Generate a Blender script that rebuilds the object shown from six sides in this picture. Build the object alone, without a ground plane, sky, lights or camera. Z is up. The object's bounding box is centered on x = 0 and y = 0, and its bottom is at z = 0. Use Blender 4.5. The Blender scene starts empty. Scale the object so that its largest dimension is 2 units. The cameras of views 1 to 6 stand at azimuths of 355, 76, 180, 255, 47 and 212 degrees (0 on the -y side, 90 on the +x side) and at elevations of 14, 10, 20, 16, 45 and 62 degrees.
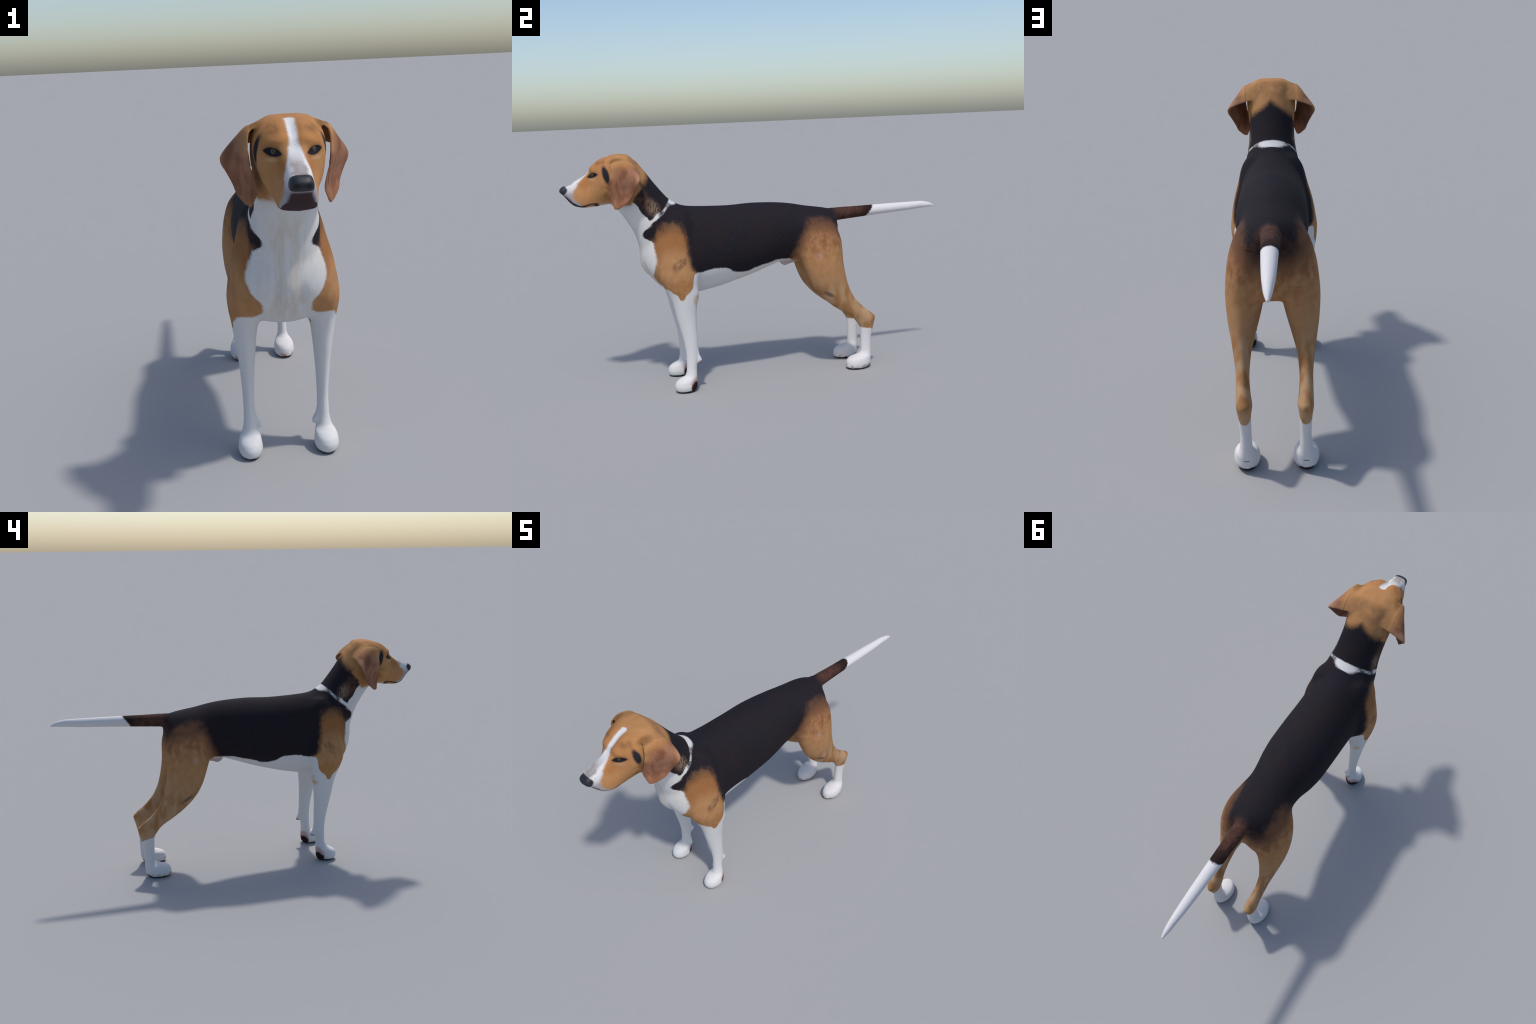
import bpy, bmesh, math
import numpy as np
from mathutils import Vector, Matrix

# ----------------------------------------------------------------------------
# helpers: interpolation, lofts, smoothing
# ----------------------------------------------------------------------------
def pchip(t, P, q):
    """shape-preserving cubic through P (k, ...) at knots t, sampled at q"""
    t = np.asarray(t, float); P = np.asarray(P, float); q = np.asarray(q, float)
    sh = P.shape[1:]; P = P.reshape(len(t), -1)
    h = np.diff(t)[:, None]; d = np.diff(P, axis=0) / h
    m = np.zeros_like(P)
    m[0] = d[0]; m[-1] = d[-1]
    for i in range(1, len(t) - 1):
        a, b = d[i - 1], d[i]
        w1, w2 = 2 * h[i] + h[i - 1], h[i] + 2 * h[i - 1]
        with np.errstate(divide='ignore', invalid='ignore'):
            hm = (w1 + w2) / (w1 / a + w2 / b)
        m[i] = np.where(a * b > 0, hm, 0.0)
    k = np.clip(np.searchsorted(t, q, side='right') - 1, 0, len(t) - 2)
    s = ((q - t[k]) / (t[k + 1] - t[k]))[:, None]
    H = h[k]
    r = ((2*s**3 - 3*s**2 + 1) * P[k] + (s**3 - 2*s**2 + s) * H * m[k]
         + (-2*s**3 + 3*s**2) * P[k + 1] + (s**3 - s**2) * H * m[k + 1])
    return r.reshape((len(q),) + sh)


def catmull(P, q):
    """Catmull-Rom through P (k,...) at parameter q in [0, k-1]"""
    P = np.asarray(P, float); k = len(P)
    q = np.clip(np.asarray(q, float), 0, k - 1 - 1e-9)
    i = q.astype(int); s = (q - i).reshape((-1,) + (1,) * (P.ndim - 1))
    E = np.concatenate([[2*P[0] - P[1]], P, [2*P[-1] - P[-2]]])
    a, b, c, d = E[i], E[i + 1], E[i + 2], E[i + 3]
    return 0.5 * (2*b + (c - a)*s + (2*a - 5*b + 4*c - d)*s**2 + (3*b - a - 3*c + d)*s**3)


def tube(rings):
    """closed tube mesh (verts, faces) from rings (n, m, 3), capped by fans"""
    n, m, _ = rings.shape
    V = rings.reshape(-1, 3).tolist(); F = []
    for i in range(n - 1):
        for j in range(m):
            k = (j + 1) % m
            F.append((i*m + j, i*m + k, (i+1)*m + k, (i+1)*m + j))
    V.append(rings[0].mean(0).tolist()); V.append(rings[-1].mean(0).tolist())
    for j in range(m):
        k = (j + 1) % m
        F.append((n*m, k, j)); F.append((n*m + 1, (n-1)*m + j, (n-1)*m + k))
    return V, F


def mesh_from(name, V, F):
    me = bpy.data.meshes.new(name)
    me.from_pydata(V, [], F); me.update()
    return me


def outward(me):
    bm = bmesh.new(); bm.from_mesh(me)
    bmesh.ops.recalc_face_normals(bm, faces=bm.faces)
    bm.to_mesh(me); bm.free()


def resample(stations, per=8):
    """stations: list of outlines (m,3); smooth along the length"""
    S = np.asarray(stations, float)
    c = S.mean(1); t = np.concatenate([[0], np.cumsum(np.linalg.norm(np.diff(c, axis=0), axis=1) + 1e-4)])
    q = np.concatenate([np.linspace(t[i], t[i+1], per, endpoint=False) for i in range(len(t)-1)] + [[t[-1]]])
    return pchip(t, S, q)


PIECES = []
def add_piece(rings):
    V, F = tube(rings)
    me = mesh_from("piece", V, F); outward(me)
    PIECES.append(me)


def spow(c, p):
    return np.sign(c) * np.abs(c) ** p

TH = np.linspace(0, 2*np.pi, 56, endpoint=False)

# ----------------------------------------------------------------------------
# 1. torso: vertical sections along y  (y, top, bottom, half width, z of width,
#    squareness of upper half, of lower half)
# ----------------------------------------------------------------------------
TORSO = [
    (-0.630, 0.760, 0.655, 0.040, 0.715, 2.0, 2.0),
    (-0.615, 0.800, 0.620, 0.070, 0.705, 2.0, 2.1),
    (-0.590, 0.840, 0.590, 0.110, 0.695, 2.0, 2.4),
    (-0.550, 0.880, 0.543, 0.143, 0.690, 2.05, 2.6),
    (-0.500, 0.920, 0.505, 0.148, 0.690, 1.98, 2.7),
    (-0.440, 0.954, 0.489, 0.150, 0.690, 1.98, 2.5),
    (-0.370, 0.942, 0.484, 0.148, 0.705, 2.0, 1.95),
    (-0.260, 0.933, 0.499, 0.147, 0.715, 2.05, 1.82),
    (-0.160, 0.930, 0.524, 0.148, 0.730, 2.05, 1.88),
    (-0.040, 0.934, 0.560, 0.147, 0.745, 2.0, 1.98),
    (0.050, 0.931, 0.592, 0.138, 0.760, 1.95, 2.05),
    (0.120, 0.925, 0.614, 0.123, 0.780, 1.95, 2.1),
    (0.180, 0.916, 0.620, 0.117, 0.780, 1.95, 2.1),
    (0.250, 0.901, 0.600, 0.118, 0.775, 2.0, 2.0),
    (0.320, 0.889, 0.570, 0.118, 0.760, 2.1, 2.0),
    (0.375, 0.878, 0.572, 0.108, 0.745, 2.05, 2.0),
    (0.405, 0.862, 0.600, 0.088, 0.740, 2.0, 2.0),
    (0.420, 0.840, 0.640, 0.060, 0.740, 2.0, 2.0),
]
def torso_ring(y, top, bot, w, zw, pt, pb):
    c, s = np.cos(TH), np.sin(TH)
    p = np.where(c > 0, pt, pb)
    x = w * spow(s, 2.0 / p)
    z = zw + np.where(c > 0, top - zw, zw - bot) * spow(c, 2.0 / p)
    return np.stack([x, np.full_like(x, y), z], 1)
add_piece(resample([torso_ring(*s) for s in TORSO]))

# ----------------------------------------------------------------------------
# 2. neck: slanted sections (upper y, z), (lower y, z), half width
# ----------------------------------------------------------------------------
NECK = [
    ((-0.330, 0.900), (-0.560, 0.640), 0.100, 2.0),
    ((-0.425, 0.957), (-0.634, 0.745), 0.124, 2.0),
    ((-0.470, 0.987), (-0.654, 0.815), 0.114, 2.0),
    ((-0.500, 1.021), (-0.680, 0.868), 0.107, 2.05),
    ((-0.540, 1.073), (-0.707, 0.912), 0.105, 2.1),
    ((-0.590, 1.144), (-0.740, 0.955), 0.106, 2.1),
    ((-0.632, 1.190), (-0.765, 0.976), 0.104, 2.1),
    ((-0.680, 1.195), (-0.780, 0.990), 0.090, 2.1),
]
def slant_ring(a, b, xin, xout, p=2.1):
    a, b = np.array(a), np.array(b); m = (a + b) / 2; h = (a - b) / 2
    c, s = spow(np.cos(TH), 2/p), spow(np.sin(TH), 2/p)
    yz = m[None] + c[:, None] * h[None]
    x = (xin + xout) / 2 + s * (xout - xin) / 2
    return np.stack([x, yz[:, 0], yz[:, 1]], 1)
add_piece(resample([slant_ring(a, b, -w, w, p) for a, b, w, p in NECK]))

# ----------------------------------------------------------------------------
# 3. head: vertical sections along y; half outline from crown to chin (x, z)
# ----------------------------------------------------------------------------
HEAD = [
    (-0.605, [(0, 1.150), (.042, 1.143), (.074, 1.115), (.094, 1.07), (.094, 1.03), (.074, 1.0), (.04, .99), (0, .985)]),
    (-0.640, [(0, 1.200), (.048, 1.194), (.084, 1.160), (.104, 1.11), (.103, 1.055), (.080, 1.0), (.044, .982), (0, .978)]),
    (-0.670, [(0, 1.218), (.056, 1.213), (.097, 1.184), (.111, 1.12), (.108, 1.058), (.082, 1.0), (.045, .980), (0, .975)]),
    (-0.710, [(0, 1.221), (.058, 1.216), (.100, 1.188), (.113, 1.125), (.104, 1.06), (.078, 1.0), (.045, .979), (0, .974)]),
    (-0.760, [(0, 1.212), (.055, 1.206), (.094, 1.177), (.108, 1.12), (.094, 1.055), (.069, 1.0), (.045, .979), (0, .974)]),
    (-0.800, [(0, 1.197), (.050, 1.192), (.083, 1.166), (.097, 1.115), (.091, 1.05), (.068, 1.0), (.046, .976), (0, .971)]),
    (-0.828, [(0, 1.176), (.042, 1.174), (.068, 1.152), (.078, 1.110), (.079, 1.05), (.065, 1.0), (.046, .972), (0, .967)]),
    (-0.842, [(0, 1.164), (.035, 1.166), (.056, 1.146), (.067, 1.104), (.073, 1.05), (.064, 1.0), (.047, .972), (0, .966)]),
    (-0.856, [(0, 1.140), (.026, 1.141), (.044, 1.124), (.055, 1.092), (.067, 1.04), (.063, .996), (.047, .970), (0, .965)]),
    (-0.872, [(0, 1.128), (.022, 1.126), (.038, 1.108), (.049, 1.078), (.062, 1.03), (.061, .990), (.047, .969), (0, .964)]),
    (-0.900, [(0, 1.114), (.020, 1.110), (.036, 1.092), (.046, 1.062), (.057, 1.025), (.057, .988), (.045, .970), (0, .965)]),
    (-0.930, [(0, 1.100), (.020, 1.097), (.034, 1.083), (.042, 1.056), (.051, 1.025), (.051, .995), (.038, .979), (0, .972)]),
    (-0.953, [(0, 1.085), (.019, 1.083), (.031, 1.073), (.038, 1.054), (.042, 1.03), (.039, 1.010), (.026, .996), (0, .989)]),
    (-0.970, [(0, 1.079), (.018, 1.078), (.030, 1.070), (.035, 1.053), (.035, 1.036), (.029, 1.024), (.017, 1.015), (0, 1.012)]),
    (-0.986, [(0, 1.074), (.016, 1.073), (.027, 1.066), (.032, 1.054), (.031, 1.043), (.025, 1.037), (.014, 1.034), (0, 1.033)]),
    (-0.997, [(0, 1.064), (.011, 1.063), (.019, 1.060), (.022, 1.054), (.021, 1.049), (.017, 1.046), (.010, 1.045), (0, 1.045)]),
    (-1.001, [(0, 1.059), (.006, 1.059), (.011, 1.057), (.013, 1.054), (.012, 1.051), (.009, 1.050), (.005, 1.049), (0, 1.049)]),
]
def head_ring(y, half):
    h = catmull(half, np.linspace(0, 7, 29))
    r = np.concatenate([h, np.stack([-h[-2:0:-1, 0], h[-2:0:-1, 1]], 1)])
    return np.stack([r[:, 0], np.full(len(r), y), r[:, 1]], 1)
add_piece(resample([head_ring(*s) for s in HEAD], 8))

# ----------------------------------------------------------------------------
# 4. legs (both sides): front (y,z), back (y,z), inner x, outer x
# ----------------------------------------------------------------------------
FORE = [
    ((-0.475, 0.930), (-0.395, 0.925), 0.02, 0.104),
    ((-0.520, 0.870), (-0.360, 0.870), 0.02, 0.138),
    ((-0.545, 0.800), (-0.345, 0.790), 0.02, 0.158),
    ((-0.560, 0.730), (-0.337, 0.720), 0.02, 0.178),
    ((-0.562, 0.660), (-0.340, 0.650), 0.03, 0.190),
    ((-0.556, 0.600), (-0.350, 0.590), 0.05, 0.197),
    ((-0.534, 0.545), (-0.360, 0.545), 0.070, 0.193),
    ((-0.516, 0.505), (-0.356, 0.503), 0.083, 0.186),
    ((-0.497, 0.450), (-0.370, 0.455), 0.094, 0.179),
    ((-0.485, 0.390), (-0.378, 0.400), 0.100, 0.171),
    ((-0.469, 0.320), (-0.381, 0.330), 0.106, 0.164),
    ((-0.454, 0.245), (-0.381, 0.245), 0.111, 0.159),
    ((-0.448, 0.183), (-0.384, 0.183), 0.112, 0.157),
    ((-0.449, 0.126), (-0.392, 0.126), 0.110, 0.158),
    ((-0.456, 0.088), (-0.394, 0.090), 0.107, 0.164),
    ((-0.466, 0.078), (-0.394, 0.078), 0.104, 0.168),
    ((-0.490, 0.067), (-0.394, 0.067), 0.098, 0.176),
    ((-0.509, 0.052), (-0.395, 0.050), 0.095, 0.182),
    ((-0.516, 0.032), (-0.396, 0.032), 0.093, 0.184),
    ((-0.513, 0.015), (-0.400, 0.015), 0.097, 0.180),
    ((-0.502, 0.000), (-0.412, 0.000), 0.106, 0.170),
]
HIND = [
    ((0.210, 0.835), (0.355, 0.845), 0.00, 0.100),
    ((0.180, 0.760), (0.398, 0.795), 0.00, 0.142),
    ((0.188, 0.650), (0.426, 0.690), 0.012, 0.167),
    ((0.214, 0.560), (0.427, 0.612), 0.026, 0.173),
    ((0.248, 0.480), (0.436, 0.535), 0.045, 0.168),
    ((0.290, 0.422), (0.450, 0.470), 0.064, 0.158),
    ((0.347, 0.368), (0.478, 0.405), 0.081, 0.146),
    ((0.412, 0.321), (0.526, 0.347), 0.086, 0.138),
    ((0.468, 0.283), (0.580, 0.302), 0.081, 0.137),
    ((0.491, 0.255), (0.601, 0.277), 0.076, 0.137),
    ((0.509, 0.222), (0.588, 0.222), 0.082, 0.131),
    ((0.512, 0.150), (0.575, 0.150), 0.083, 0.127),
    ((0.511, 0.098), (0.573, 0.092), 0.081, 0.130),
    ((0.500, 0.080), (0.572, 0.076), 0.075, 0.136),
    ((0.472, 0.070), (0.572, 0.064), 0.067, 0.145),
    ((0.440, 0.058), (0.571, 0.050), 0.061, 0.152),
    ((0.427, 0.036), (0.569, 0.030), 0.058, 0.155),
    ((0.427, 0.015), (0.560, 0.013), 0.061, 0.151),
    ((0.436, 0.000), (0.548, 0.000), 0.070, 0.142),
]
for side in (1, -1):
    for leg in (FORE, HIND):
        R = resample([slant_ring(a, b, xi, xo, 2.0) for a, b, xi, xo in leg], 8)
        R[:, :, 0] *= side
        add_piece(R)
    # dewclaw lump on the inner back of the foreleg
    LUMPS = [
        [((-0.435, 0.160), (-0.405, 0.160), 0.113, 0.130), ((-0.437, 0.120), (-0.402, 0.125), 0.104, 0.128),
         ((-0.434, 0.095), (-0.404, 0.100), 0.092, 0.120), ((-0.428, 0.083), (-0.410, 0.086), 0.092, 0.110)],
        # pad behind the wrist
        [((-0.402, 0.235), (-0.381, 0.235), 0.126, 0.146), ((-0.402, 0.190), (-0.377, 0.190), 0.124, 0.147),
         ((-0.400, 0.165), (-0.365, 0.160), 0.122, 0.149), ((-0.398, 0.142), (-0.364, 0.147), 0.124, 0.147)],
    ]
    for D in LUMPS:
        R = resample([slant_ring(a, b, xi, xo, 2.2) for a, b, xi, xo in D], 6); R[:, :, 0] *= side
        add_piece(R)

# ----------------------------------------------------------------------------
# 5. tail: sections (y, top, bottom, half width)
# ----------------------------------------------------------------------------
TAIL = [(0.300, 0.860, 0.780, 0.040), (0.380, 0.878, 0.796, 0.040), (0.430, 0.876, 0.805, 0.036),
        (0.520, 0.875, 0.812, 0.031), (0.640, 0.876, 0.820, 0.028), (0.760, 0.877, 0.827, 0.0245),
        (0.850, 0.877, 0.832, 0.021), (0.920, 0.877, 0.838, 0.0165), (0.955, 0.872, 0.840, 0.0135),
        (0.980, 0.865, 0.842, 0.0095), (0.998, 0.855, 0.843, 0.005), (1.003, 0.852, 0.845, 0.003)]
add_piece(resample([torso_ring(y, t, b, w, (t + b) / 2, 2.0, 2.0) for y, t, b, w in TAIL]))
# sheath under the belly
SH = [(0.100, 0.640, 0.605, 0.012), (0.112, 0.640, 0.590, 0.016), (0.132, 0.640, 0.581, 0.019), (0.160, 0.640, 0.590, 0.021), (0.230, 0.640, 0.600, 0.02)]
add_piece(resample([torso_ring(y, t, b, w, (t + b) / 2, 2.0, 2.0) for y, t, b, w in SH]))

# ----------------------------------------------------------------------------
# 6. ears: flap as a sheet, rows from the base to the tip, columns front to back
# ----------------------------------------------------------------------------
EAR = [
    [(.070, -.742, 1.178), (.070, -.715, 1.192), (.070, -.675, 1.194), (.074, -.645, 1.172), (.080, -.612, 1.130)],
    [(.092, -.746, 1.189), (.096, -.715, 1.199), (.102, -.677, 1.192), (.107, -.645, 1.168), (.104, -.612, 1.126)],
    [(.117, -.751, 1.170), (.128, -.715, 1.176), (.142, -.677, 1.162), (.152, -.636, 1.142), (.148, -.614, 1.114)],
    [(.121, -.755, 1.128), (.140, -.718, 1.130), (.164, -.677, 1.120), (.185, -.635, 1.110), (.190, -.618, 1.098)],
    [(.117, -.761, 1.085), (.138, -.722, 1.086), (.163, -.680, 1.084), (.188, -.645, 1.080), (.198, -.630, 1.080)],
    [(.104, -.767, 1.040), (.124, -.728, 1.045), (.145, -.690, 1.048), (.168, -.662, 1.048), (.183, -.643, 1.050)],
    [(.098, -.762, 1.005), (.114, -.735, 1.010), (.135, -.703, 1.012), (.153, -.680, 1.012), (.166, -.660, 1.014)],
    [(.103, -.756, .984), (.115, -.742, .984), (.130, -.718, .985), (.146, -.700, .985), (.157, -.684, .988)],
    [(.112, -.750, .962), (.117, -.744, .957), (.122, -.736, .956), (.128, -.729, .958), (.135, -.721, .963)],
]
EAR_SHEET = catmull(np.array(EAR), np.linspace(0, len(EAR) - 1, 49))
EAR_SHEET = np.stack([catmull(g, np.linspace(0, 4, 29)) for g in EAR_SHEET])     # (49, 29, 3)
def ear(side):
    G = EAR_SHEET
    du = np.gradient(G, axis=0); dv = np.gradient(G, axis=1)
    n = np.cross(du, dv); n /= np.linalg.norm(n, axis=2)[..., None] + 1e-9
    th = .0078 * np.ones(G.shape[:2])
    th[:, [0, -1]] = .0050; th[-1] = .005
    a, b = G + n * th[..., None] * .5, G - n * th[..., None] * .5
    R, K = G.shape[:2]
    V = np.concatenate([a.reshape(-1, 3), b.reshape(-1, 3)]); V[:, 0] *= side
    F = []; o = R * K
    for i in range(R - 1):
        for j in range(K - 1):
            q = (i*K + j, i*K + j + 1, (i+1)*K + j + 1, (i+1)*K + j)
            F.append(q); F.append(tuple(o + k for k in q[::-1]))
        for j in (0, K - 1):
            p, q = i*K + j, (i+1)*K + j
            F.append((p, q, o + q, o + p))
    for j in range(K - 1):
        for i in (0, R - 1):
            p, q = i*K + j, i*K + j + 1
            F.append((p, q, o + q, o + p))
    me = mesh_from("piece", V.tolist(), F); outward(me)
    PIECES.append(me)
ear(1); ear(-1)

# ----------------------------------------------------------------------------
# union of the pieces into one skin, smoothed
# ----------------------------------------------------------------------------
bm = bmesh.new()
for me in PIECES:
    bm.from_mesh(me)
src = bpy.data.meshes.new("skin"); bm.to_mesh(src); bm.free()
for me in PIECES:
    bpy.data.meshes.remove(me)
tmp = bpy.data.objects.new("skin", src); bpy.context.scene.collection.objects.link(tmp)
mod = tmp.modifiers.new("union", 'REMESH'); mod.mode = 'VOXEL'; mod.voxel_size = 0.0032; mod.adaptivity = 0
dg = bpy.context.evaluated_depsgraph_get()
skin = bpy.data.meshes.new_from_object(tmp.evaluated_get(dg))
bpy.data.objects.remove(tmp); bpy.data.meshes.remove(src)

nv = len(skin.vertices)
co = np.empty(nv * 3); skin.vertices.foreach_get("co", co); co = co.reshape(-1, 3)
ed = np.empty(len(skin.edges) * 2, int); skin.edges.foreach_get("vertices", ed); ed = ed.reshape(-1, 2)
A = np.concatenate([ed[:, 0], ed[:, 1]]); B = np.concatenate([ed[:, 1], ed[:, 0]])
deg = np.bincount(A, minlength=nv).astype(float)
def lap(X):
    return np.stack([np.bincount(A, X[B, k], nv) for k in range(3)], 1) / deg[:, None] - X
def taubin(X, n, w=1.0):
    for i in range(n):
        X = X + 0.55 * w * lap(X)
        X = X - 0.57 * w * lap(X)
    return X
# joints of limbs and trunk blend more widely than paws and face
def bump(v, c, r):
    return np.exp(-(((v - np.array(c)) / np.array(r)) ** 2).sum(1))
ax = np.abs(co[:, 0])
sym = np.stack([ax, co[:, 1], co[:, 2]], 1)
co = taubin(co, 10)
blend = np.zeros(nv)
for c, r in [((.13, -.34, .62), (.06, .07, .16)), ((.15, -.50, .80), (.07, .14, .12)), ((.08, -.45, .52), (.06, .10, .05)), ((.12, .18, .70), (.07, .08, .16)),
             ((.04, .38, .62), (.07, .06, .1)), ((.06, -.62, 1.02), (.09, .06, .12)), ((.0, -.60, .78), (.14, .07, .10)), ((.10, .26, .84), (.08, .14, .06)), ((0, -.42, .94), (.12, .08, .06)), ((.03, .40, .84), (.05, .03, .07)), ((.095, -.69, 1.197), (.02, .05, .012))]:
    blend = np.maximum(blend, bump(sym, c, r))
blend = np.clip(blend * 1.4, 0, 1)[:, None]
for i in range(160):
    co = co + 0.5 * blend * lap(co)

def normals():
    skin.vertices.foreach_set("co", co.ravel()); skin.update()
    n = np.empty(nv * 3); skin.vertices.foreach_get("normal", n)
    return n.reshape(-1, 3)

# relief: (centre, radii, height); mirrored through |x|
RELIEF = [
    ((.060, -.838, 1.126), (.026, .020, .010), -.0040),   # eye socket
    ((.045, -.838, 1.154), (.026, .020, .010), .0038),    # brow
    ((.000, -.808, 1.190), (.015, .068, .050), -.0080),   # furrow between the brows
    ((.0165, -1.000, 1.0495), (.0065, .012, .0045), -.0045),  # nostrils
    ((.062, -.830, 1.107), (.025, .020, .008), .0010),    # lower lid
    ((.035, -.805, 1.190), (.018, .045, .03), .0030),      # frontal lobes
    ((.034, -.925, .977), (.006, .03, .006), -.006),       # cleft between flew and lower lip
    ((.045, -.575, .625), (.018, .05, .055), -.016),      # groove beside the breastbone
    ((.000, -.620, .690), (.025, .03, .060), .006),       # breastbone
    ((.125, .235, .815), (.028, .040, .032), .009),       # point of the hip
    ((.088, .135, .640), (.04, .06, .028), .011),         # fold of the flank
    ((.045, .408, .630), (.030, .030, .075), .013),       # buttock beside the midline
    ((.110, -.395, .870), (.035, .060, .045), .003),      # shoulder blade
]
N = normals(); sym = np.stack([np.abs(co[:, 0]), co[:, 1], co[:, 2]], 1)
d = np.zeros(nv)
for c, r, h in RELIEF:
    d += h * bump(sym, c, r)
d -= .0021 * np.where((sym[:, 1] > .40) & (sym[:, 2] > .78), 0, 1) * np.clip((sym[:, 2] - .008) / .03, 0, 1) * np.clip((.99 - np.abs(sym[:, 1])) / .04, 0, 1) * np.clip((1.215 - sym[:, 2]) / .02, 0, 1) * np.where((sym[:, 0] > .115) & (sym[:, 2] > .95), .0, 1)   # lean coat
co = co + N * d[:, None]
co[:, 2] = np.maximum(co[:, 2], 0.0)
BODY_N = normals()

# ----------------------------------------------------------------------------
# materials: a small expression builder over shader nodes
# ----------------------------------------------------------------------------
class Val:
    """a float socket of the current node tree, with arithmetic"""
    def __init__(self, g, s): self.g, self.s = g, s
    def _m(self, op, *o): return self.g.math(op, self, *o)
    def __add__(self, o): return self._m('ADD', o)
    __radd__ = __add__
    def __sub__(self, o): return self._m('SUBTRACT', o)
    def __rsub__(self, o): return self.g.math('SUBTRACT', o, self)
    def __mul__(self, o): return self._m('MULTIPLY', o)
    __rmul__ = __mul__
    def __truediv__(self, o): return self._m('DIVIDE', o)
    def __neg__(self): return self * -1.0
    def max(self, o): return self._m('MAXIMUM', o)
    def min(self, o): return self._m('MINIMUM', o)
    def abs(self): return self._m('ABSOLUTE')
    def sq(self): return self * self

class Graph:
    def __init__(self, name):
        self.mat = bpy.data.materials.new(name); self.mat.use_nodes = True
        self.nt = self.mat.node_tree; self.nt.nodes.clear()
        self.out = self.nt.nodes.new("ShaderNodeOutputMaterial")
        self.bsdf = self.nt.nodes.new("ShaderNodeBsdfPrincipled")
        self.nt.links.new(self.bsdf.outputs[0], self.out.inputs[0])
        tc = self.nt.nodes.new("ShaderNodeTexCoord"); self.obj = tc.outputs["Object"]
        sx = self.nt.nodes.new("ShaderNodeSeparateXYZ"); self.nt.links.new(self.obj, sx.inputs[0])
        self.x, self.y, self.z = (Val(self, sx.outputs[i]) for i in range(3))
        self.ax = self.x.abs()
    def put(self, sock, v):
        if isinstance(v, Val): self.nt.links.new(v.s, sock)
        elif isinstance(v, bpy.types.NodeSocket): self.nt.links.new(v, sock)
        elif isinstance(v, tuple): sock.default_value = (*v, 1.0) if len(v) == 3 and sock.type == 'RGBA' else v
        else: sock.default_value = v
    def math(self, op, *a):
        n = self.nt.nodes.new("ShaderNodeMath"); n.operation = op
        for i, v in enumerate(a): self.put(n.inputs[i], v)
        return Val(self, n.outputs[0])
    def step(self, d, soft):
        """0..1 smooth step of a signed distance d across +-soft"""
        n = self.nt.nodes.new("ShaderNodeMapRange"); n.interpolation_type = 'SMOOTHSTEP'
        self.put(n.inputs[0], d)
        self.put(n.inputs[1], -soft); self.put(n.inputs[2], soft)
        return Val(self, n.outputs[0])
    def curve(self, x, pts):
        """value through the control points (x, y), flat outside"""
        xs = [p[0] for p in pts]; ys = [p[1] for p in pts]
        x0, x1, y0, y1 = min(xs), max(xs), min(ys), max(ys) + 1e-6
        n = self.nt.nodes.new("ShaderNodeFloatCurve"); cv = n.mapping.curves[0]
        q = sorted(((a - x0) / (x1 - x0), (b - y0) / (y1 - y0)) for a, b in pts)
        while len(cv.points) < len(q): cv.points.new(.5, .5)
        for p, (a, b) in zip(cv.points, q):
            p.location = (a, b); p.handle_type = 'AUTO_CLAMPED'
        n.mapping.update()
        t = self.math('SUBTRACT', x, x0) * (1.0 / (x1 - x0))
        self.put(n.inputs[1], t.max(0.0).min(1.0))
        return Val(self, n.outputs[0]) * (y1 - y0) + y0
    def noise(self, scale, stretch=(1, 1, 1), detail=2.0, rough=.5, off=0.0):
        m = self.nt.nodes.new("ShaderNodeMapping"); self.nt.links.new(self.obj, m.inputs[0])
        m.inputs["Scale"].default_value = stretch; m.inputs["Location"].default_value = (off, off * .7, off * .3)
        n = self.nt.nodes.new("ShaderNodeTexNoise"); self.nt.links.new(m.outputs[0], n.inputs["Vector"])
        n.inputs["Scale"].default_value = scale; n.inputs["Detail"].default_value = detail; n.inputs["Roughness"].default_value = rough
        return Val(self, n.outputs["Fac"])
    def mix(self, f, a, b):
        n = self.nt.nodes.new("ShaderNodeMix"); n.data_type = 'RGBA'
        self.put(n.inputs[0], f); self.put(n.inputs[6], a); self.put(n.inputs[7], b)
        return n.outputs[2]
    def blob(self, cy, cz, ry, rz, tilt=0.0):
        """1 - r of an ellipse in the side plane (positive inside)"""
        c, s = math.cos(tilt), math.sin(tilt)
        u = ((self.y - cy) * c + (self.z - cz) * s) * (1 / ry)
        v = ((self.z - cz) * c - (self.y - cy) * s) * (1 / rz)
        return 1.0 - self.math('SQRT', u.sq() + v.sq())
    def ball(self, c, r):
        u = (self.ax - c[0]) * (1 / r[0]); v = (self.y - c[1]) * (1 / r[1]); w = (self.z - c[2]) * (1 / r[2])
        return 1.0 - self.math('SQRT', u.sq() + v.sq() + w.sq())

WHITE = (.64, .635, .63); BLACK = (.0160, .0120, .0150); TAN = (.412, .215, .096); DEEP = (.285, .125, .042)
PALE = (.45, .27, .145); GREY = (.34, .32, .335)

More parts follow.
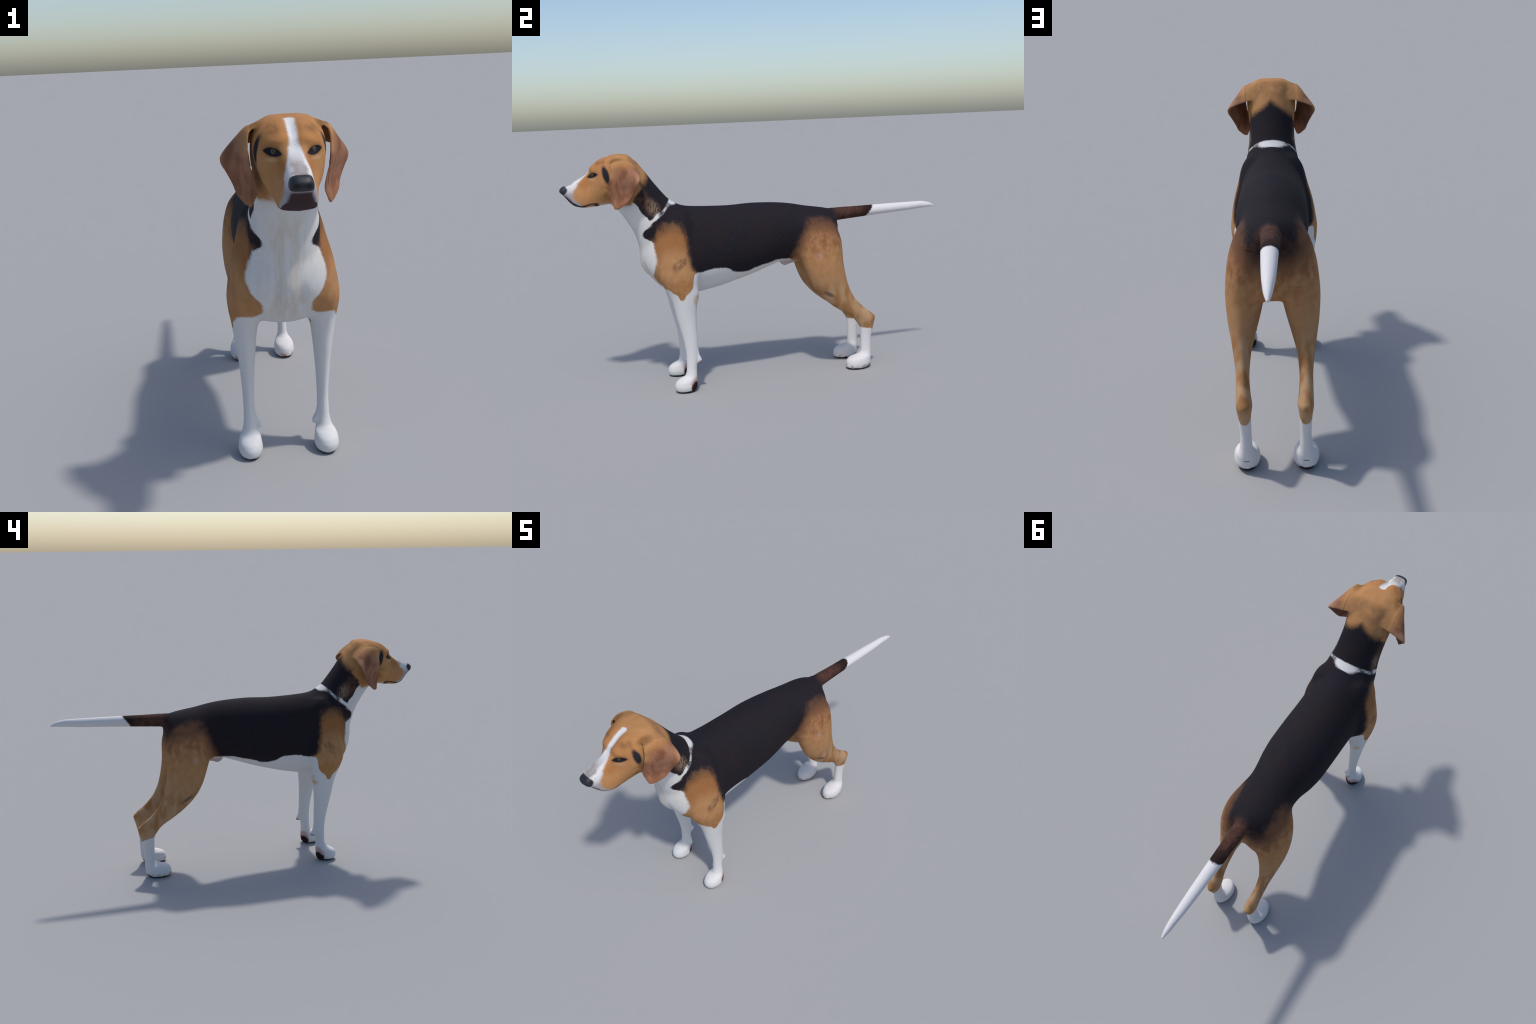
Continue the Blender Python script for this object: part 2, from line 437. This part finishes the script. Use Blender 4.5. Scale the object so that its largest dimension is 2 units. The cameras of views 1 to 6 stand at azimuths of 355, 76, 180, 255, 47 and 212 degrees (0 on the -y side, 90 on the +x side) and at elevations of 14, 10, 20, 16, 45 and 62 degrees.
def build_coat():
    g = Graph("coat"); st, cu = g.step, g.curve
    fur = g.noise(260, (1.6, .5, .6), 3)                  # streaky hair grain
    fine = g.noise(900, (1.3, .7, .6), 2)
    mid = g.noise(42, (1, .8, .7), 3)
    big = g.noise(9, (1, 1, 1), 3)
    jit = (fur - .5) * .022 + (mid - .5) * .014           # hairy edge
    x, y, z, ax = g.x, g.y, g.z, g.ax

    # --- whites with a trace of cream and grey
    cream = st(mid * .6 + big * .6 - .66, .10)
    white = g.mix(cream * .35, WHITE, (.66, .62, .57))
    chest = st((-.50) - y, .05) * st(.90 - z, .05) * st(z - .54, .04)
    streak = g.noise(30, (2.2, .6, .45), 3, off=3.1)
    band = st(.016 - (ax - .024).abs() + (streak - .5) * .05, .016)
    white = g.mix(chest * band * .40, white, (.50, .43, .32))
    white = g.mix(chest * st(streak - .55, .14) * .22, white, (.52, .45, .34))
    white = g.mix(st(y - .3, .05) * st(.24 - z, .02) * .6, white, (.65, .62, .62))

    # --- black saddle and tan points
    black = g.mix(st(big - .5, .2), BLACK, (.0125, .0120, .0180))
    black = g.mix(st(fur - .60, .14) * .45, black, (.032, .022, .022))
    tan = g.mix(st(mid * .5 + fur * .5 - .52, .10) * .45, TAN, DEEP)
    tan = g.mix(st(fine - .58, .1) * .25, tan, PALE)

    # shoulder: tan under the top line and in front of the rear line
    wob = jit * 1.8 + (mid - .5) * .030
    top_s = cu(y, [(-.64, .76), (-.60, .765), (-.573, .775), (-.544, .826), (-.49, .852), (-.44, .845), (-.40, .84)])
    rear_s = cu(z, [(.58, -.335), (.605, -.358), (.622, -.375), (.650, -.398), (.700, -.407), (.750, -.412), (.800, -.416), (.850, -.425)])
    sh = st(top_s - z - .004 + wob, .045) * st(rear_s - y + wob * .6, .019)
    # hip: tan under the top line and behind the front line
    top_h = cu(y, [(.10, .835), (.24, .836), (.30, .836), (.357, .828), (.392, .808), (.42, .792), (.46, .77)])
    front_h = cu(z, [(.50, .120), (.62, .147), (.660, .160), (.700, .177), (.753, .198), (.800, .220), (.850, .245)])
    hp = st(top_h - z - .024 - st(.082 - ax, .022) * .034 + wob * 1.4, .070) * st(y - front_h - .004 + wob * .9, .032)
    deep_h = st(top_h - z - .0, .05) * st(.16 - (top_h - z) + (big - .5) * .2, .09) * st(mid * .6 + fur * .5 - .53, .22)
    hind_tan = g.mix(deep_h * .85, tan, (.205, .082, .032))
    rim_h = st(.085 - (top_h - z) + (mid - .5) * .08, .065).max(st(.045 - (y - front_h) + (mid - .5) * .05, .040) * st(z - .62, .03))
    hind_tan = g.mix(rim_h * (.45 + fur * .4), hind_tan, (.150, .064, .036))
    low_h = st(.52 - z, .08)
    hind_tan = g.mix(low_h * .6, hind_tan, (.37, .220, .112))
    vein = g.noise(16, (1.4, 1.2, .55), 2, off=1.7)
    hind_tan = g.mix(st(.48 - z, .06) * st(vein - .54, .09) * .7, hind_tan, (.29, .130, .046))
    hind_tan = g.mix(st(.48 - z, .06) * st(.45 - vein, .09) * .7, hind_tan, (.44, .285, .165))
    deep_s = st(top_s - z, .03) * st(.12 - (top_s - z), .05)
    fore_tan = g.mix(deep_s * (.5 + fur * .4), tan, (.235, .090, .028))
    fore_tan = g.mix(st(g.blob(-.440, .535, .050, .055), .6) * st(mid - .45, .12) * .6, fore_tan, (.36, .160, .045))
    smudge = st(g.blob(-.455, .670, .045, .022, .75), .5) * st(fur * .5 + mid * .5 - .48, .16)
    fore_tan = g.mix(smudge * .6, fore_tan, (.050, .032, .030))
    spot = st(g.blob(.330, .434, .030, .010, -.55), .6) * st(ax - .12, .01)
    hind_tan = g.mix(spot * .75, hind_tan, (.075, .055, .055))
    hind_tan = g.mix(st(g.blob(.281, .648, .011, .014, .4), .9) * .4, hind_tan, (.40, .31, .30))

    col = g.mix(sh, black, fore_tan)
    col = g.mix(hp, col, hind_tan)

    # --- white below: belly, forelegs
    low = cu(y, [(-.60, .552), (-.531, .545), (-.496, .526), (-.472, .508), (-.454, .484), (-.435, .508), (-.407, .532), (-.395, .552), (-.388, .596), (-.372, .616), (-.340, .612), (-.305, .620), (-.246, .624), (-.202, .618), (-.170, .598), (-.115, .588), (-.047, .607), (.031, .624), (.082, .634), (.130, .630), (.165, .610), (.185, .50)])
    wl = st(low - z + jit * .55, .0045) * st(.19 - y, .01)
    elbow = st(g.ball((.165, -.375, .478), (.03, .02, .028)), .5) * st(mid - .46, .08)
    legw = g.mix(elbow * .8, white, (.55, .36, .20))
    col = g.mix(wl, col, legw)
    # white chest between the shoulders
    xch = cu(z, [(.49, .070), (.515, .088), (.540, .099), (.560, .085), (.580, .082), (.623, .106), (.655, .125), (.690, .134), (.725, .128), (.757, .117), (.776, .110), (.795, .092), (.815, .079), (.835, .088), (.850, .103), (.875, .114), (.90, .118)])
    wc = st(xch - ax + jit * .6, .006) * st(cu(z, [(.48, -.46), (.74, -.49), (.80, -.545), (.90, -.588)]) - y, .012) * st(.89 - z, .006)
    col = g.mix(wc, col, white)
    # collar: white strip between neck and saddle, thinning upwards
    lo_c = cu(y, [(-.66, .77), (-.625, .815), (-.604, .844), (-.577, .869), (-.544, .894), (-.511, .917), (-.493, .938), (-.475, .953), (-.455, .957), (-.440, .957), (-.432, .975), (-.42, 1.10)])
    up_c = cu(y, [(-.69, 1.01), (-.66, .985), (-.638, .968), (-.615, .926), (-.590, .903), (-.580, .889), (-.568, .896), (-.545, .918), (-.513, .934), (-.50, .948), (-.481, .969), (-.468, .984), (-.455, 1.02), (-.44, 1.10)])
    over = st(z - lo_c + jit * .5, .0055)                   # headward of the saddle
    gap = st(mid * .7 + fur * .5 - .585, .05) * st(ax - .060, .008) * st(y + .535, .01)
    fringe = st(ax - .052 + jit, .008) * st(y + .53, .01) * .3
    col = g.mix(over * (1.0 - gap * .85) * (1.0 - fringe), col, white)
    neck = st(z - up_c + jit * .6, .0055) * over
    brown_n = st(g.blob(-.563, .952, .028, .042, .5), .55) * st(g.noise(150, (1.2, .9, .28), 3, off=4.0) - .44, .16)
    nblack = g.mix(brown_n * .60, black, (.30, .205, .135))
    rust = st(g.blob(-.612, .990, .035, .060, .3), .6) * st(mid * .5 + fur * .5 - .46, .12)
    nblack = g.mix(rust * .7, nblack, (.10, .050, .030))
    col = g.mix(neck, col, nblack)

    # --- tail
    tb = st(y - .415, .03) * st(z - .78, .01)
    tail = g.mix(st(fur * .5 + mid * .5 - .47, .10), (.030, .016, .0145), (.080, .037, .026))
    tail = g.mix(st(y - .575, .035), tail, (.020, .0105, .009))
    col = g.mix(tb, col, tail)
    tw = st(y - .615 - (z - .847) * .75 + jit * .8, .006) * st(z - .78, .01)
    col = g.mix(tw, col, (.645, .625, .625))

    # --- hind socks
    sock = cu(y, [(.49, .232), (.511, .228), (.541, .224), (.565, .219), (.580, .208), (.60, .204)])
    ws = st(sock - z + jit * .35, .0035) * st(y - .40, .01)
    col = g.mix(ws, col, white)

    # --- head
    hn = cu(z, [(.940, -.72), (.965, -.668), (.988, -.655), (1.014, -.641), (1.034, -.624), (1.060, -.609), (1.085, -.625), (1.15, -.635)])
    vee = z - 1.137 + ax * .72                            # black runs up the nape to a point
    hd = st(hn - y + jit * 1.2, .012).max(st(vee + jit * 1.3, .020) * st(z - 1.05, .006)) * st(z - .968 + jit * .7, .010)
    htan = g.mix(st(mid * .55 + fur * .45 - .5, .12) * .45, (.435, .220, .092), (.35, .160, .054))
    htan = g.mix(st(g.ball((.050, -.81, 1.175), (.06, .07, .05)), .6) * .5, htan, (.38, .160, .050))
    nape = st(g.ball((.045, -.640, 1.165), (.045, .03, .04)), .6) * st(mid * .5 + fur * .5 - .48, .1)
    htan = g.mix(nape * .5, htan, (.20, .105, .06))
    brow = st(g.ball((.060, -.800, 1.185), (.026, .03, .014)), .6) * st(fur * .55 + mid * .5 - .52, .14)
    htan = g.mix(brow * .55, htan, (.085, .045, .038))
    rustm = st(g.ball((.045, -.878, 1.09), (.022, .030, .028)), .7)
    htan = g.mix(rustm * .6, htan, (.34, .125, .040))
    olive = st(g.ball((.092, -.775, 1.035), (.035, .030, .040)), .6) * st(mid - .42, .12)
    htan = g.mix(olive * .6, htan, (.20, .095, .022))
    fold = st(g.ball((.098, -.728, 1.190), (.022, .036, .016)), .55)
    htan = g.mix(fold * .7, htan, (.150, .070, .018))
    col = g.mix(hd, col, htan)
    # pale underjaw
    uj = st(.984 - z + jit * .3, .006) * st(-.735 - y, .02) * st(y + .838, .01)
    col = g.mix(uj, col, (.52, .42, .35))
    # temple spot
    tm = st(g.blob(-.7755, 1.125, .0145, .042, .20) + jit * 14 + .04, .34) * st(-.758 - y, .004) * st(ax - .07, .01)
    col = g.mix(tm, col, (.022, .020, .026))
    # blaze and white muzzle
    wb = cu(y, [(-.975, .036), (-.945, .040), (-.932, .037), (-.914, .034), (-.893, .027), (-.872, .021), (-.858, .0175), (-.842, .0118), (-.825, .0130), (-.79, .0135), (-.76, .0150), (-.742, .0165), (-.736, .000)])
    notch = st(-.7485 - ax * .45 - y, .004)
    bz = st(wb - ax + jit * .35, .0060) * st(z - 1.06, .01) * notch
    fm = cu(z, [(.960, -.880), (.984, -.899), (.995, -.914), (1.011, -.930), (1.031, -.940), (1.048, -.937), (1.060, -.925), (1.074, -.917), (1.090, -.909), (1.109, -.893), (1.125, -.875)])
    mz = st(fm - y + jit * .6 + (mid - .5) * .016, .011) * st(1.128 - z, .004)
    wh = bz.max(mz)
    muz = g.mix(st(1.050 - z, .022), WHITE, GREY)
    muz = g.mix(st(g.noise(70, (1, 1, 1), 2, off=5.0) - .62, .04) * st(1.07 - z, .01) * .6, muz, (.30, .22, .18))
    smut = st(.021 - ax + (mid - .5) * .02, .008) * st(-.905 - y, .045) * st(z - 1.06, .01)
    muz = g.mix(smut * (.45 + mid * .7), muz, (.25, .21, .20))
    col = g.mix(wh, col, muz)
    # lips: dark front, line along the flews, lower lip
    lip = cu(y, [(-.975, 1.022), (-.962, 1.008), (-.946, .997), (-.923, .984), (-.902, .976), (-.881, .979), (-.856, .985), (-.835, .986), (-.820, .982)])
    front = st(.030 - ax + (1.03 - z) * .32 + (mid - .5) * .012, .007) * st(1.032 - z, .006) * st(-.932 - y, .008)
    below = st(lip - z + .0005, .0030) * st(-.878 - y, .008)
    line = st(.0034 - (z - lip).abs(), .0022) * st(-.818 - y, .003)
    corner = st(g.blob(-.829, .980, .013, .009), .35)
    dark = front.max(below).max(line).max(corner * st(z - .955, .003)) * st(ax + y * 0.0 + .1, .01)
    col = g.mix(dark * .95, col, (.040, .0175, .0205))
    # eye rims
    u = (ax - .0595) * (1 / .0245); dz = z - 1.1245 - u * .004
    lens = (1.0 - u.sq()) * (1.0 + u.sq() * .35)
    up = lens * .0135; lo = lens * .0118
    rim_d = (up - dz).min(lo + dz)
    eye_zone = st(-.79 - y, .005)
    halo = st(rim_d + .005, .009) * eye_zone
    col = g.mix(halo * .6, col, (.13, .060, .022))
    pale = st(g.ball((.062, -.842, 1.1045), (.020, .02, .0055)), .7)
    col = g.mix(pale * .5, col, (.52, .34, .19))
    rim = st(rim_d - .0005 + jit * .05, .0016) * eye_zone
    col = g.mix(rim, col, (.014, .0125, .0185))
    # nose leather
    fn = cu(z, [(1.028, -1.01), (1.034, -.990), (1.038, -.977), (1.049, -.9665), (1.060, -.9625), (1.070, -.966), (1.076, -.972), (1.084, -.978)])
    ns = st(fn - y, .0045)
    col = g.mix(ns, col, (.016, .0175, .024))
    nost = st(g.ball((.0165, -.999, 1.0495), (.0095, .02, .006)), .25)
    col = g.mix(nost, col, (.004, .004, .005))

    # --- soles, heel pads, claws
    sole = st(.0075 - z + (mid - .5) * .012 + (fur - .5) * .012, .0022)
    heel_f = st(g.blob(-.404, .016, .029, .034) + (mid - .5) * .9 + (fur - .5) * .5, .16) * st(-.2 - y, .01)
    pink_f = st(g.blob(-.402, .034, .032, .042) + (mid - .5) * .5, .25) * st(-.2 - y, .01)
    col = g.mix(pink_f * .8, col, (.46, .24, .23))
    col = g.mix(heel_f, col, (.022, .014, .012))
    heel_h = st(g.blob(.567, .002, .034, .018) + (mid - .5) * .7, .14)
    col = g.mix(heel_h, col, (.026, .017, .014))
    spots = st(g.noise(45, (1, 1, 1), 2, off=8.0) - .58, .04) * st(.022 - z, .008) * st(y - .3, .1) * st(.535 - y, .01)
    col = g.mix(spots * .8, col, (.34, .15, .07))
    slit = st(.0022 - (z - .052).abs(), .001) * st(.010 - (ax - .105).abs(), .002) * st(y - .55, .004)
    col = g.mix(slit * .8, col, (.10, .06, .035))
    tip = st(g.ball((.1355, -.370, .146), (.022, .018, .011)), .35)
    col = g.mix(tip * .9, col, (.20, .085, .042))
    col = g.mix(sole, col, (.014, .011, .011))
    # sheath
    shh = st(g.ball((0, .140, .585), (.04, .075, .034)), .25)
    col = g.mix(shh, col, (.48, .385, .37))

    # --- overall hair grain
    n = g.nt.nodes.new("ShaderNodeHueSaturation"); g.put(n.inputs["Color"], col)
    g.put(n.inputs["Value"], 1.0 + (fur - .5) * .20 + (fine - .5) * .10)
    g.put(g.bsdf.inputs["Base Color"], n.outputs[0])
    g.put(g.bsdf.inputs["Roughness"], (ns * -.32) + .85)
    g.put(g.bsdf.inputs["Specular IOR Level"], .12 + ns * .25)
    b = g.nt.nodes.new("ShaderNodeBump"); b.inputs["Strength"].default_value = .12; b.inputs["Distance"].default_value = .002
    g.put(b.inputs["Height"], fur); g.nt.links.new(b.outputs[0], g.bsdf.inputs["Normal"])
    return g.mat

def build_ear():
    g = Graph("ear_coat"); st = g.step
    fur = g.noise(240, (1, .8, .4), 3); mid = g.noise(34, (1, 1, .5), 3); big = g.noise(14, (1, 1, .6), 2, off=2.0)
    c = g.mix(st(mid - .5, .14), (.285, .125, .070), (.205, .085, .045))
    c = g.mix(st(g.blob(-.672, 1.115, .020, .045, .35), .7) * .75, c, (.155, .058, .026))
    c = g.mix(st(big - .56, .08) * .45, c, (.36, .185, .11))
    c = g.mix(st(.985 - g.z, .02) * .6, c, (.30, .125, .055))
    c = g.mix(st(g.blob(-.622, 1.105, .018, .032), .6) * .7, c, (.42, .225, .12))
    gold = st(g.z - 1.160 + (mid - .5) * .03, .022)
    c = g.mix(gold * .8, c, (.38, .165, .045))
    hmid = g.noise(42, (1, .8, .7), 3); hfur = g.noise(260, (1.6, .5, .6), 3)
    root = g.mix(st(hmid * .55 + hfur * .45 - .5, .12) * .45, (.435, .220, .092), (.35, .160, .054))
    c = g.mix(st(.134 - g.ax + (mid - .5) * .02, .014) * st(g.z - 1.105, .010), c, root)
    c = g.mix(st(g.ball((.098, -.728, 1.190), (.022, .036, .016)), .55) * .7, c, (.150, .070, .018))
    n = g.nt.nodes.new("ShaderNodeHueSaturation"); g.put(n.inputs["Color"], c)
    g.put(n.inputs["Value"], 1.0 + (fur - .5) * .35)
    g.put(g.bsdf.inputs["Base Color"], n.outputs[0]); g.bsdf.inputs["Roughness"].default_value = .75
    g.bsdf.inputs["Specular IOR Level"].default_value = .22
    return g.mat

EYE_C = []
def build_eye():
    g = Graph("eye_iris"); st = g.step
    d = g.math('SQRT', g.x.sq() + g.z.sq())
    c = g.mix(st(d - .0030, .0005), (.003, .003, .003), (.085, .062, .020))
    c = g.mix(st(g.noise(700) - .55, .08) * st(d - .0032, .0004) * .5, c, (.030, .022, .008))
    c = g.mix(st(d - .0074, .0008), c, (.016, .010, .008))
    g.put(g.bsdf.inputs["Base Color"], c); g.bsdf.inputs["Roughness"].default_value = .25; g.bsdf.inputs["Specular IOR Level"].default_value = .3
    return g.mat
coat = build_coat(); ear_mat = build_ear(); eye_mat = build_eye()

# ----------------------------------------------------------------------------
# split the skin into named parts
# ----------------------------------------------------------------------------
root = bpy.data.objects.new("hound_dog", None); bpy.context.scene.collection.objects.link(root)
root["label"] = "standing tricolour hound with black saddle and white legs"
root["category"] = "dog"

nf = len(skin.polygons)
fv = np.empty(nf * 4, int); skin.polygons.foreach_get("vertices", fv); fv = fv.reshape(-1, 4)
C = co[fv].mean(1); X, Y, Z = C.T; AX = np.abs(X)
part = np.full(nf, "torso", dtype=object)
part[(Y < -.30) & ((Z - .905) - 0.95 * (-.47 - Y) + .0 > 0) & (Y < -.40)] = "torso"
n_line = (-.53 - Y) * .64 + (Z - .845) * .77          # distance along the neck axis
part[(n_line > 0) & (Y < -.40)] = "neck"
h_line = (-.655 - Y) * .80 + (Z - 1.07) * .60
part[(h_line > 0) & (Y < -.58) & (Z > .955)] = "head"
part[(Y < -.958 - (Z - 1.055) * .35) & (Z > 1.022)] = "nose"
# ear flap: skin close to the ear sheet and outside the skull
from mathutils.kdtree import KDTree
kd = KDTree(49 * 29)
for i, p in enumerate(EAR_SHEET.reshape(-1, 3)):
    kd.insert(p, i)
kd.balance()
near = np.where((Y < -.58) & (Y > -.80) & (AX > .085) & (Z > .94))[0]
for f in near:
    p, i, dist = kd.find((AX[f], Y[f], Z[f]))
    if i // 29 >= 8 and dist < .0075:
        part[f] = "ear+" if X[f] > 0 else "ear-"
fore = (Y > -.60) & (Y < -.32) & (Z < .60 - (Y + .45) * .3) & (AX > .075)
part[fore & (X > 0)] = "foreleg+"; part[fore & (X <= 0)] = "foreleg-"
hind = (Y > .17) & (Z < .60 + (Y - .17) * .75) & (AX > .03)
part[hind & (X > 0)] = "hindleg+"; part[hind & (X <= 0)] = "hindleg-"
part[(Y > .425) & (Z > .78)] = "tail"
low = Z < .088
for s, m in (("+", X > 0), ("-", X <= 0)):
    part[low & m & (Y < 0)] = "forepaw" + s
    part[low & m & (Y > 0)] = "hindpaw" + s

OBJ = {}
def make_part(key, name, parent, mat):
    F = fv[part == key]
    ids, inv = np.unique(F, return_inverse=True)
    me = mesh_from(name, co[ids].tolist(), inv.reshape(-1, 4).tolist())
    me.polygons.foreach_set("use_smooth", np.ones(len(F), bool))
    me.normals_split_custom_set_from_vertices(BODY_N[ids].tolist())
    me.materials.append(mat)
    ob = bpy.data.objects.new(name, me); bpy.context.scene.collection.objects.link(ob)
    ob.parent = parent; OBJ[key] = ob
    return ob
for key in ("torso", "neck", "head", "tail"):
    make_part(key, key, root, coat)
make_part("nose", "nose", OBJ["head"], coat)
for s in "+-":
    make_part("ear" + s, "ear", OBJ["head"], ear_mat)
for s in "+-":
    make_part("foreleg" + s, "foreleg", root, coat); make_part("hindleg" + s, "hindleg", root, coat)
    make_part("forepaw" + s, "paw", OBJ["foreleg" + s], coat); make_part("hindpaw" + s, "paw", OBJ["hindleg" + s], coat)

# ----------------------------------------------------------------------------
# eyeballs: domes that stand a little out of the sockets
# ----------------------------------------------------------------------------
def eyeball(side):
    p = np.array((.0590 * side, -.841, 1.1275))
    i = np.argsort(((co - p) ** 2).sum(1))[:24]
    q = co[i].mean(0); n = BODY_N[i].mean(0); n /= np.linalg.norm(n)
    R, out = .0150, .0034
    bm = bmesh.new(); bmesh.ops.create_uvsphere(bm, u_segments=40, v_segments=24, radius=R)
    bmesh.ops.rotate(bm, verts=bm.verts, matrix=Matrix.Rotation(math.radians(90), 3, 'X'))
    me = bpy.data.meshes.new("eye"); bm.to_mesh(me); bm.free()
    me.polygons.foreach_set("use_smooth", np.ones(len(me.polygons), bool))
    me.materials.append(eye_mat)
    ob = bpy.data.objects.new("eye", me); bpy.context.scene.collection.objects.link(ob)
    ob.rotation_euler = Vector(n.tolist()).to_track_quat('-Y', 'Z').to_euler()
    ob.location = (q - n * (R - out)).tolist()
    ob.parent = OBJ["head"]
eyeball(1); eyeball(-1)
bpy.data.meshes.remove(skin)
